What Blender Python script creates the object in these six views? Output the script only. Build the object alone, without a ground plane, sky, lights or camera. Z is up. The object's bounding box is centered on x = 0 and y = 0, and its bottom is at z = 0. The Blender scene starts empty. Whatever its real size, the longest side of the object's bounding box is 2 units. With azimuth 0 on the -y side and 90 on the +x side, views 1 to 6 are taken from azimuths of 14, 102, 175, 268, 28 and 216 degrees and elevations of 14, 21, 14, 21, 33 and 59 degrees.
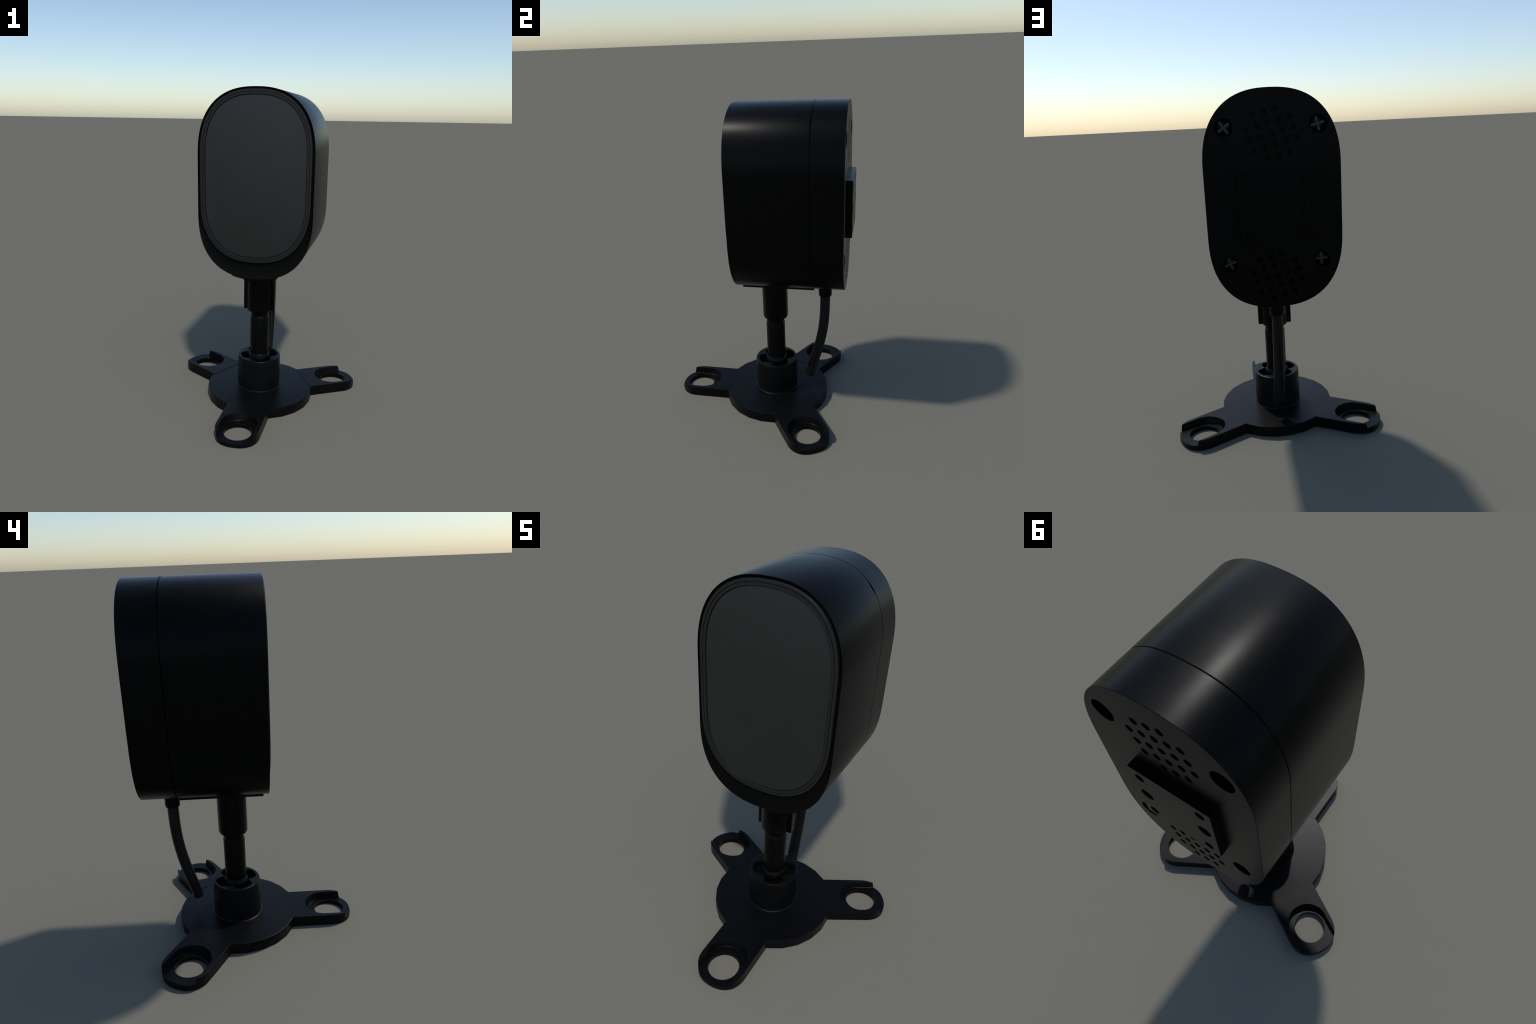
import bpy, bmesh
from math import sin, cos, pi, radians, hypot
from mathutils import Vector, Matrix

# ------------------------------------------------------------------ sizes (metres)
CX = -0.0078                    # mid plane of the head
HALF_W, TOP, BOTTOM = 0.3540, 2.0, 0.861
Y_FRONT, Y_SEAM_A, Y_SEAM_B, Y_BACK = -0.114, 0.3672, 0.3728, 0.5605
STEM = (-0.009, 0.0885)         # axis of the stem
COLLAR = (-0.0115, 0.0905)      # axis of the collar under the head
BASE = (0.0, 0.0855)          # axis of the foot
DISC_R, DISC_Z, LEG_Z = 0.3505, 0.0635, 0.0652

# ------------------------------------------------------------------ materials
def plastic(name, colour, rough, spec=0.5, grain=0.0, grain_scale=300.0, metallic=0.0, vary=0.06):
    m = bpy.data.materials.new(name)
    m.use_nodes = True
    nt = m.node_tree
    N, L = nt.nodes, nt.links
    b = N["Principled BSDF"]
    tc = N.new("ShaderNodeTexCoord")
    nz = N.new("ShaderNodeTexNoise")
    nz.inputs["Scale"].default_value = 14.0
    nz.inputs["Detail"].default_value = 4.0
    L.new(tc.outputs["Object"], nz.inputs["Vector"])
    ramp = N.new("ShaderNodeValToRGB")
    lo = [c * (1 - vary) for c in colour]
    hi = [c * (1 + vary) for c in colour]
    ramp.color_ramp.elements[0].position, ramp.color_ramp.elements[1].position = 0.35, 0.65
    ramp.color_ramp.elements[0].color = (*lo, 1)
    ramp.color_ramp.elements[1].color = (*hi, 1)
    L.new(nz.outputs["Fac"], ramp.inputs["Fac"])
    L.new(ramp.outputs["Color"], b.inputs["Base Color"])
    mr = N.new("ShaderNodeMapRange")
    mr.inputs["To Min"].default_value = rough - 0.012
    mr.inputs["To Max"].default_value = rough + 0.012
    L.new(nz.outputs["Fac"], mr.inputs["Value"])
    L.new(mr.outputs["Result"], b.inputs["Roughness"])
    b.inputs["Specular IOR Level"].default_value = spec
    b.inputs["Metallic"].default_value = metallic
    if grain:
        g = N.new("ShaderNodeTexNoise")
        g.inputs["Scale"].default_value = grain_scale
        L.new(tc.outputs["Object"], g.inputs["Vector"])
        bu = N.new("ShaderNodeBump")
        bu.inputs["Strength"].default_value = grain
        bu.inputs["Distance"].default_value = 0.001
        L.new(g.outputs["Fac"], bu.inputs["Height"])
        L.new(bu.outputs["Normal"], b.inputs["Normal"])
    return m

M_BODY = plastic("black_satin_plastic", (0.0062, 0.0064, 0.0066), 0.33, spec=0.08, metallic=0.75)
M_BASE = plastic("black_foot_plastic", (0.0098, 0.0101, 0.0105), 0.37, spec=0.1, metallic=0.75)
M_FACE = plastic("black_front_plastic", (0.0020, 0.0021, 0.0021), 0.34, spec=0.08)
M_PANEL = plastic("smoked_front_plastic", (0.0116, 0.0120, 0.0116), 0.42)
M_BEZEL = plastic("dark_bezel_plastic", (0.0082, 0.0084, 0.0090), 0.48, spec=0.36)
M_DARK = plastic("deep_black_plastic", (0.0015, 0.0015, 0.0015), 0.6, spec=0.1)
M_STEM = plastic("black_tube", (0.0060, 0.0062, 0.0064), 0.30, spec=0.1, metallic=0.7)
M_CABLE = plastic("black_cable_rubber", (0.0055, 0.0055, 0.0055), 0.36, spec=0.2)
M_SCREW = plastic("blackened_steel", (0.010, 0.0105, 0.0115), 0.34, metallic=1.0)
M_CROSS = plastic("sky_lit_steel", (0.048, 0.051, 0.054), 0.42, metallic=1.0)  # lighter copy of the screw steel, sky reflection put into its colour

# ------------------------------------------------------------------ helpers
ROOT = bpy.data.objects.new("security_camera", None)
bpy.context.scene.collection.objects.link(ROOT)
ROOT["label"] = "black capsule-shaped security camera on a three-legged stand"
ROOT["category"] = "security camera"

def link(name, mesh, mat, parent=ROOT, angle=32, smooth=True):
    ob = bpy.data.objects.new(name, mesh)
    bpy.context.scene.collection.objects.link(ob)
    mesh.materials.clear()
    mesh.materials.append(mat)
    finish(mesh, angle, smooth)
    ob.parent = parent
    return ob

def finish(mesh, angle=32, smooth=True):
    for p in mesh.polygons:
        p.use_smooth = smooth
    if smooth:
        mesh.set_sharp_from_angle(angle=radians(angle))

def mesh_from(bm, name="part"):
    bmesh.ops.recalc_face_normals(bm, faces=bm.faces)
    me = bpy.data.meshes.new(name)
    bm.to_mesh(me)
    bm.free()
    return me

def capsule(half_w, top, bottom, rise=0.40, power=2.42, n=30, cx=CX):
    """Upright rounded outline: straight sides, squarish round ends.  (x, z) points."""
    quarter = []
    for i in range(n + 1):
        a = pi / 2 * i / n
        quarter.append((half_w * cos(a) ** (2 / power), rise * sin(a) ** (2 / power) - rise))
    ring = [(cx + x, top + dz) for x, dz in quarter]
    ring += [(cx - x, top + dz) for x, dz in reversed(quarter[:-1])]
    ring += [(cx - x, bottom - dz) for x, dz in quarter]
    ring += [(cx + x, bottom - dz) for x, dz in reversed(quarter[:-1])]
    return ring

def inset(ring, d):
    """Move a closed outline inwards by d along its own normals."""
    out, n = [], len(ring)
    for i in range(n):
        a, b = Vector(ring[i - 1]), Vector(ring[(i + 1) % n])
        t = (b - a).normalized()
        out.append((ring[i][0] - t.y * d, ring[i][1] + t.x * d))
    return out

def loft(rings, cap_start=True, cap_end=True):
    bm = bmesh.new()
    vs = [[bm.verts.new(p) for p in r] for r in rings]
    n = len(rings[0])
    for a, b in zip(vs, vs[1:]):
        for i in range(n):
            bm.faces.new((a[i], a[(i + 1) % n], b[(i + 1) % n], b[i]))
    if cap_start:
        bm.faces.new(vs[0])
    if cap_end:
        bm.faces.new(list(reversed(vs[-1])))
    return bm

def at_y(ring, y):
    return [(x, y, z) for x, z in ring]

def at_z(ring, z):
    return [(x, y, z) for x, y in ring]

def lathe(profile, centre, seg=64, close=True):
    rings = [[(centre[0] + r * cos(2 * pi * i / seg), centre[1] + r * sin(2 * pi * i / seg), z)
              for i in range(seg)] for r, z in profile]
    return loft(rings, close, close)

def box(x0, x1, y0, y1, z0, z1, bevel=0.0):
    bm = bmesh.new()
    bmesh.ops.create_cube(bm, size=1)
    for v in bm.verts:
        v.co = Vector(((x0, x1)[v.co.x > 0], (y0, y1)[v.co.y > 0], (z0, z1)[v.co.z > 0]))
    if bevel:
        bmesh.ops.bevel(bm, geom=bm.edges[:], offset=bevel, segments=2, profile=0.5, affect="EDGES")
    return bm

def drill(bm, centre, r, depth_to, y_from, seg=32):
    """Add a cylinder lying along y to a cutter."""
    rings = [at_y([(centre[0] + r * cos(2 * pi * i / seg), centre[1] + r * sin(2 * pi * i / seg))
                   for i in range(seg)], y) for y in (y_from, depth_to)]
    vs = [[bm.verts.new(p) for p in ring] for ring in rings]
    for i in range(seg):
        bm.faces.new((vs[0][i], vs[0][(i + 1) % seg], vs[1][(i + 1) % seg], vs[1][i]))
    bm.faces.new(vs[0])
    bm.faces.new(list(reversed(vs[1])))

def cut(mesh, *cutters, op="DIFFERENCE"):
    """Boolean, baked to a new mesh."""
    a = bpy.data.objects.new("work", mesh)
    bpy.context.scene.collection.objects.link(a)
    helpers = []
    for c in cutters:
        h = bpy.data.objects.new("cutter", c)
        bpy.context.scene.collection.objects.link(h)
        helpers.append(h)
        md = a.modifiers.new("b", "BOOLEAN")
        md.operation, md.solver, md.object = op, "EXACT", h
    dg = bpy.context.evaluated_depsgraph_get()
    dg.update()
    out = bpy.data.meshes.new_from_object(a.evaluated_get(dg))
    for o in [a] + helpers:
        bpy.data.objects.remove(o)
    return out

def soften(mesh, width, keep=lambda e: True, segments=2, angle=40):
    """Round the sharp edges that `keep` accepts."""
    bm = bmesh.new()
    bm.from_mesh(mesh)
    bmesh.ops.remove_doubles(bm, verts=bm.verts, dist=1e-5)
    es = [e for e in bm.edges if len(e.link_faces) == 2 and e.calc_face_angle(0) > radians(angle) and keep(e)]
    bmesh.ops.bevel(bm, geom=es, offset=width, segments=segments, profile=0.5, affect="EDGES",
                    clamp_overlap=True)
    return mesh_from(bm)

# ------------------------------------------------------------------ head: front shell
OUT = capsule(HALF_W, TOP, BOTTOM)
PANEL = capsule(0.3366, 1.9866, 0.9680, rise=0.385, cx=-0.0073)     # front window with its bezel
# short gap at the upper shoulder, copied from a facet mismatch in the mesh
FACET_GAP_X, FACET_GAP_HALF, FACET_GAP_DEPTH = 0.260, 0.028, 0.009
edge = [(x, Y_SEAM_A - (FACET_GAP_DEPTH * (1 - ((x - FACET_GAP_X) / FACET_GAP_HALF) ** 2) if z > 1.7 and abs(x - FACET_GAP_X) < FACET_GAP_HALF else 0), z)
        for x, z in OUT]
bm = loft([at_y(inset(OUT, 0.0012), Y_FRONT + 0.0004), at_y(OUT, Y_FRONT + 0.0020), edge], cap_start=False)
shell = link("front_housing", mesh_from(bm), M_BODY)
# the moulded shell is shaded with a slight forward roll-off at its mouth
mean_z, soft = (TOP + BOTTOM) / 2, radians(8.5)
edge_n = {}
n_out = len(OUT)
for i, p in enumerate(OUT):
    t = (Vector(OUT[(i + 1) % n_out]) - Vector(OUT[i - 1])).normalized()
    nx, nz = t.y, -t.x
    if nx * (p[0] - CX) + nz * (p[1] - mean_z) < 0:
        nx, nz = -nx, -nz
    edge_n[i] = (nx, nz)
normals = []
for v in shell.data.vertices:
    nx, nz = edge_n[v.index % n_out]
    lean = soft if v.index < 2 * n_out else 0.0
    normals.append((nx * cos(lean), -sin(lean), nz * cos(lean)))
shell.data.normals_split_custom_set_from_vertices(normals)
bm = loft([at_y(inset(PANEL, 0.0130), Y_FRONT + 0.0380), at_y(inset(PANEL, 0.0120), Y_FRONT + 0.0120),
           at_y([(a[0] * 0.6 + b[0] * 0.4, a[1] * 0.6 + b[1] * 0.4) for a, b in zip(OUT, PANEL)], Y_FRONT + 0.0090),
           at_y(inset(OUT, 0.0012), Y_FRONT + 0.0004)], cap_end=False)
link("front_face", mesh_from(bm), M_FACE, angle=20)

# dark ring at the bottom of the parting line
CORE = inset(OUT, 0.018)
link("seam_ring", mesh_from(loft([at_y(CORE, Y_SEAM_A - 0.020), at_y(CORE, Y_SEAM_B + 0.002)])), M_DARK)

# ------------------------------------------------------------------ head: back cover with holes
screws = [(0.2278, 1.8142, 0.047, 35), (-0.2500, 1.8140, 0.047, 15),
          (0.2385, 1.1090, 0.043, 20), (-0.2494, 1.1090, 0.043, 2)]
E1, E2 = Vector((-0.0553, 0.0142)), Vector((-0.0165, -0.0530))
bm = bmesh.new()
for x, z, r, _ in screws:
    drill(bm, (x, z), r, Y_BACK - 0.085, Y_BACK + 0.02, 48)
for centre in (Vector((-0.0070, 1.7735)), Vector((-0.0070, 1.0380))):
    for j in range(-2, 3):
        for i in range(-2, 3):
            if abs(i) == 2 and abs(j) == 2:
                continue
            drill(bm, centre + E1 * i + E2 * j, 0.0162, Y_BACK - 0.030, Y_BACK + 0.02, 24)
cutter = mesh_from(bm)
bm = loft([at_y(OUT, Y_SEAM_B), at_y(OUT, Y_BACK - 0.0015), at_y(inset(OUT, 0.0015), Y_BACK)])
# a shallow air space behind each field of vents
chambers = [mesh_from(box(-0.165, 0.152, Y_BACK - 0.033, Y_BACK - 0.012, z0, z1)) for z0, z1 in ((1.625, 1.915), (0.890, 1.172))]
link("back_cover", cut(mesh_from(bm), *chambers, cutter), M_BODY, angle=25)

# wall-mount block on the back, six blind holes
bm = box(-0.1902, 0.1760, Y_BACK - 0.004, 0.5970, 1.2330, 1.5742, 0.0005)
c = bmesh.new()
for x in (0.1315, -0.1405):
    for z, r in ((1.5266, 0.0215), (1.4046, 0.0295), (1.2778, 0.0215)):
        drill(c, (x, z), r, 0.5790, 0.62, 40)
link("mounting_block", cut(mesh_from(bm), mesh_from(c)), M_BODY, angle=15)

# ------------------------------------------------------------------ screws
def screw_mesh(r):
    """Domed head facing +y, centred on the origin."""
    prof = [(r * 0.55, -0.140), (r * 0.55, -0.012), (r, -0.012), (r, -0.002)]
    for k in range(1, 9):
        a = pi / 2 * k / 9
        prof.append((r * cos(a), -0.002 + 0.011 * sin(a)))
    bm = lathe([(q, z) for q, z in prof], (0, 0), 40)
    head = mesh_from(bm)
    head.transform(Matrix.Rotation(radians(-90), 4, "X"))     # +z becomes +y
    return head

def cross_mesh(r):
    """Solid cross plate in place of the drive slot: two flared bars set into the dome."""
    hw, hl, z0, z1 = 0.0045, r * 0.90, -0.006, 0.0098
    ring = [(hw, hw)]
    for q in range(4):
        c, s = cos(q * pi / 2), sin(q * pi / 2)
        for x, y in ((hl, 1.5 * hw), (hl, -1.5 * hw), (hw, -hw)):
            ring.append((x * c + y * s, -x * s + y * c))
    bm = loft([at_z(ring[:-1], z0), at_z(ring[:-1], z1)])
    me = mesh_from(bm)
    me.transform(Matrix.Rotation(radians(-90), 4, "X"))
    return me

SCREW, CROSS = screw_mesh(0.0395), cross_mesh(0.0395)
first = None
for x, z, r, turn in screws:
    if first is None:
        ob = first = link("screw", SCREW, M_SCREW)
        drive = link("drive_cross", CROSS, M_CROSS, ob, smooth=False)  # added solid plate, no recess is cut; lighter colour paints the sky's gleam
    else:
        ob = first.copy()
        bpy.context.scene.collection.objects.link(ob)
        d2 = drive.copy()
        bpy.context.scene.collection.objects.link(d2)
        d2.parent = ob
    ob.location = (x, Y_BACK - 0.036, z)
    ob.rotation_euler = (0, radians(turn), 0)
    s = r / 0.047
    ob.scale = (s, 1, s)

# ------------------------------------------------------------------ front panel
F = Y_FRONT
def panel_ring(profile, cap_end=False):
    return loft([at_y(inset(PANEL, d), F - p) for d, p in profile], False, cap_end)
link("bezel", mesh_from(panel_ring([(0.000, -0.014), (0.000, 0.0053), (0.0010, 0.0064), (0.0120, 0.0064),
                                    (0.0126, 0.0010), (0.0148, 0.0010), (0.0154, 0.0064),
                                    (0.0276, 0.0064), (0.0282, 0.0050), (0.0284, -0.030)])), M_BEZEL, angle=25)
prof = [(0.0299, -0.030), (0.0299, 0.0000)]
for k in range(1, 5):
    a = pi / 2 * k / 4
    prof.append((0.0299 + 0.0025 * (1 - cos(a)), 0.0000 + 0.0018 * sin(a)))
link("front_panel", mesh_from(panel_ring(prof, True)), M_PANEL, angle=40)

# ------------------------------------------------------------------ bracket under the head
under = []
for k in range(25):
    dx = -0.143 + 0.286 * k / 24
    q = abs(dx) / HALF_W
    under.append((CX + dx, BOTTOM + 0.40 - 0.40 * (1 - q ** 2.42) ** (1 / 2.42)))
strip = [(x, z - 0.0005) for x, z in under] + [(x, z - 0.0145) for x, z in reversed(under)]
link("bracket", mesh_from(loft([at_y(strip, -0.086), at_y(strip, 0.366)])), M_DARK)
link("bracket_rail", mesh_from(box(CX - 0.068, CX + 0.068, -0.084, 0.362, 0.8385, 0.8515, 0.001)), M_DARK)
dome = lathe([(0.018, 0.8405), (0.018, 0.8360), (0.0155, 0.8320), (0.009, 0.8295), (0.001, 0.8288)], (0, 0), 24)
DOME = mesh_from(dome)
first = None
for x in (CX - 0.045, CX + 0.045):
    for y in (-0.026, 0.315):
        if first is None:
            ob = first = link("bolt", DOME, M_DARK)
        else:
            ob = first.copy()
            bpy.context.scene.collection.objects.link(ob)
        ob.location = (x, y, 0)

# ------------------------------------------------------------------ stem: collar, fins, tube, ball
prof = [(0.0835, 0.845), (0.0835, 0.614)]
for k in range(1, 6):
    a = pi / 2 * k / 5
    prof.append((0.0835 - 0.014 * (1 - cos(a)), 0.614 - 0.023 * sin(a)))
prof.append((0.050, 0.591))
collar = link("collar", mesh_from(lathe(prof, COLLAR)), M_STEM)
for s in (-1, 1):
    xs = sorted((COLLAR[0] + s * 0.078, COLLAR[0] + s * 0.1025))
    if s < 0:
        fin = link("fin", mesh_from(box(xs[0], xs[1], COLLAR[1] - 0.019, COLLAR[1] + 0.019, 0.600, 0.842, 0.0012)),
                   M_STEM, collar)
    else:
        f2 = fin.copy()
        bpy.context.scene.collection.objects.link(f2)
        f2.location.x = 2 * COLLAR[0]
        f2.location.y = 2 * COLLAR[1]
        f2.rotation_euler.z = pi

prof = [(0.0585, 0.600), (0.0585, 0.560), (0.0610, 0.5565), (0.0625, 0.5520), (0.0625, 0.255)]
link("stem", mesh_from(lathe(prof, STEM)), M_STEM)
BALL_Z, BALL_R = 0.258, 0.0765
prof = [(BALL_R * cos(radians(a)), BALL_Z + BALL_R * sin(radians(a))) for a in range(-84, 60, 6)]
link("ball_joint", mesh_from(lathe(prof, STEM)), M_STEM)

# ------------------------------------------------------------------ foot
foot = bpy.data.objects.new("stand", None)
bpy.context.scene.collection.objects.link(foot)
foot.parent = ROOT
foot.rotation_euler = (0.0022, 0.0038, 0)      # stands a touch askew: the rear left leg is highest

# socket for the ball: round boss with a four-lobed opening
prof = [(0.030, 0.060), (0.1500, 0.060), (0.1500, 0.0672), (0.1460, 0.0695), (0.1436, 0.0735), (0.1426, 0.0800),
        (0.1405, 0.2725), (0.1397, 0.2760), (0.1380, 0.2780), (0.1355, 0.2790), (0.030, 0.2790)]
boss = mesh_from(lathe(prof, STEM, 72))
cutters = []
for turn in (27, 117):
    ring = []
    hl, hw, cr = 0.1215, 0.0540, 0.038
    for sx, sy, a0 in ((1, 1, 0), (-1, 1, 90), (-1, -1, 180), (1, -1, 270)):
        for k in range(9):
            a = radians(a0 + 90 * k / 8)
            ring.append((sx * (hl - cr) + cr * cos(a), sy * (hw - cr) + cr * sin(a)))
    b = loft([at_z(ring, 0.228), at_z(ring, 0.40)])
    bmesh.ops.rotate(b, verts=b.verts, cent=(0, 0, 0), matrix=Matrix.Rotation(radians(turn), 3, "Z"))
    bmesh.ops.translate(b, verts=b.verts, vec=(*STEM, 0))
    cutters.append(mesh_from(b))
boss = soften(cut(boss, *cutters), 0.0025,
              keep=lambda e: all(v.co.z > 0.2785 for v in e.verts), angle=60)
link("ball_socket", boss, M_BASE, foot, angle=20)

# 24-sided disc, slightly coned, flat chords where the legs join
rim = []
for k in range(24):
    a = 22.5 + 15 * k
    if abs((a + 60) % 120 - 60) < 20:
        continue
    rim.append((DISC_R * sin(radians(a)), -DISC_R * cos(radians(a))))
bm = bmesh.new()
def ring_at(scale, z):
    return [bm.verts.new((BASE[0] + x * scale, BASE[1] + y * scale, z)) for x, y in rim]
low, up = ring_at(1, 0.0006), ring_at(1, DISC_Z)
n = len(rim)
mid = [bm.verts.new((BASE[0] + 0.140 * x / hypot(x, y), BASE[1] + 0.140 * y / hypot(x, y), 0.0665)) for x, y in rim]
for i in range(n):
    j = (i + 1) % n
    bm.faces.new((up[i], up[j], mid[j], mid[i]))
    chord = hypot(rim[i][0] - rim[j][0], rim[i][1] - rim[j][1]) > 0.2
    if not chord:
        bm.faces.new((low[i], low[j], up[j], up[i]))
bm.faces.new(mid)
bm.faces.new(list(reversed(low)))
open_edges = [e for e in bm.edges if len(e.link_faces) == 1]
rim_edges = [e for e in bm.edges if len(e.link_faces) == 2 and all(v in up for v in e.verts)]
bmesh.ops.recalc_face_normals(bm, faces=bm.faces)
bmesh.ops.bevel(bm, geom=rim_edges, offset=0.0022, segments=2, profile=0.5, affect="EDGES")
me = mesh_from(bm)
link("base_disc", me, M_BASE, foot, angle=15)

# leg: drawn pointing along +x, with an oval hole and a pocket that is open at the tip
S0 = DISC_R * cos(radians(22.5))
HW = DISC_R * sin(radians(22.5)) - 0.0004
HOLE_R = (0.0885, 0.0835)
TIP, TIP0, PW = 0.6835, 0.550, 2.3

def slot(r, s, t):
    ring = [(0.9, t - r)]
    for k in range(41):
        a = -pi / 2 - pi * k / 40
        ring.append((s + r * cos(a), t + r * sin(a)))
    ring.append((0.9, t + r))
    return ring

def make_leg(hole_s, hole_t, floor_z, rise, back):
    """hole centre, pocket floor height at its inner end, slope of that floor, inner end of the pocket."""
    outline = [(S0 - 0.008, -HW)]
    for k in range(33):
        a = -pi / 2 + pi * k / 32
        outline.append((TIP0 + (TIP - TIP0) * abs(cos(a)) ** (2 / PW),
                        HW * (abs(sin(a)) ** (2 / PW)) * (1 if a > 0 else -1)))
    outline.append((S0 - 0.008, HW))
    body = mesh_from(loft([at_z(outline, 0), at_z(outline, LEG_Z)]))
    oval = [(hole_s + HOLE_R[0] * cos(2 * pi * k / 56), hole_t + HOLE_R[1] * sin(2 * pi * k / 56)) for k in range(56)]
    hole = loft([at_z(oval, -0.05), at_z(oval, 0.2)])
    def floor(ring, lift=0.0):
        return [(x, y, floor_z + rise * (x - 0.44) + lift) for x, y in ring]
    pocket = loft([floor(slot(0.1040, back + 0.1040, 0)), floor(slot(0.1057, back + 0.1042, 0), 0.0015),
                   at_z(slot(0.1120, 0.5210, 0), LEG_Z + 0.001)])
    leg = cut(body, mesh_from(hole), mesh_from(pocket))
    return soften(leg, 0.0016, angle=50, keep=lambda e: all(v.co.x > S0 - 0.0081 for v in e.verts)
                  and not all(v.co.x < S0 - 0.0079 for v in e.verts) and max(v.co.z for v in e.verts) > 0.008)

for turn, shape in ((-90, (0.556, 0.000, 0.0205, 0.010, 0.424)),
                    (30, (0.5420, 0.005, 0.0225, 0.040, 0.424)),
                    (150, (0.5370, 0.004, 0.0215, 0.055, 0.418))):
    ob = link("leg", make_leg(*shape), M_BASE, foot, angle=13)
    out = 0.002 if turn == -90 else 0.0
    ob.location = (BASE[0] + out * cos(radians(turn)), BASE[1] + out * sin(radians(turn)), 0)
    ob.rotation_euler = (0, 0, radians(turn))

# ------------------------------------------------------------------ cable
prof = [(0.0425, 0.875), (0.0425, 0.8275), (0.0385, 0.8265), (0.0385, 0.8215), (0.0425, 0.8205),
        (0.0425, 0.8035), (0.0385, 0.8025), (0.0385, 0.7975), (0.0425, 0.7965),
        (0.0425, 0.7760), (0.0405, 0.7715), (0.0365, 0.7690), (0.020, 0.7690)]
link("cable_gland", mesh_from(lathe(prof, (-0.004, 0.4245), 48)), M_BODY)

path = [(0.4225, 0.78), (0.4220, 0.70), (0.4185, 0.61), (0.4075, 0.517), (0.3883, 0.420),
        (0.3620, 0.321), (0.3355, 0.234), (0.3180, 0.167)]
cu = bpy.data.curves.new("cable", "CURVE")
cu.dimensions = "3D"
sp = cu.splines.new("NURBS")
sp.points.add(len(path) - 1)
for p, (y, z) in zip(sp.points, path):
    p.co = (-0.004 + 0.005 * (0.78 - z) / 0.62, y + 0.002, z, 1)
sp.order_u, sp.use_endpoint_u, sp.resolution_u = 4, True, 6
cu.bevel_depth, cu.bevel_resolution, cu.use_fill_caps = 0.0322, 7, True
tmp = bpy.data.objects.new("tmp", cu)
bpy.context.scene.collection.objects.link(tmp)
dg = bpy.context.evaluated_depsgraph_get()
me = bpy.data.meshes.new_from_object(tmp.evaluated_get(dg))
bpy.data.objects.remove(tmp)
link("cable", me, M_CABLE, angle=50)

# set the foot down so that its lowest point touches the ground
bpy.context.view_layer.update()
low = min((o.matrix_world @ v.co).z for o in foot.children for v in o.data.vertices)
foot.location.z -= low
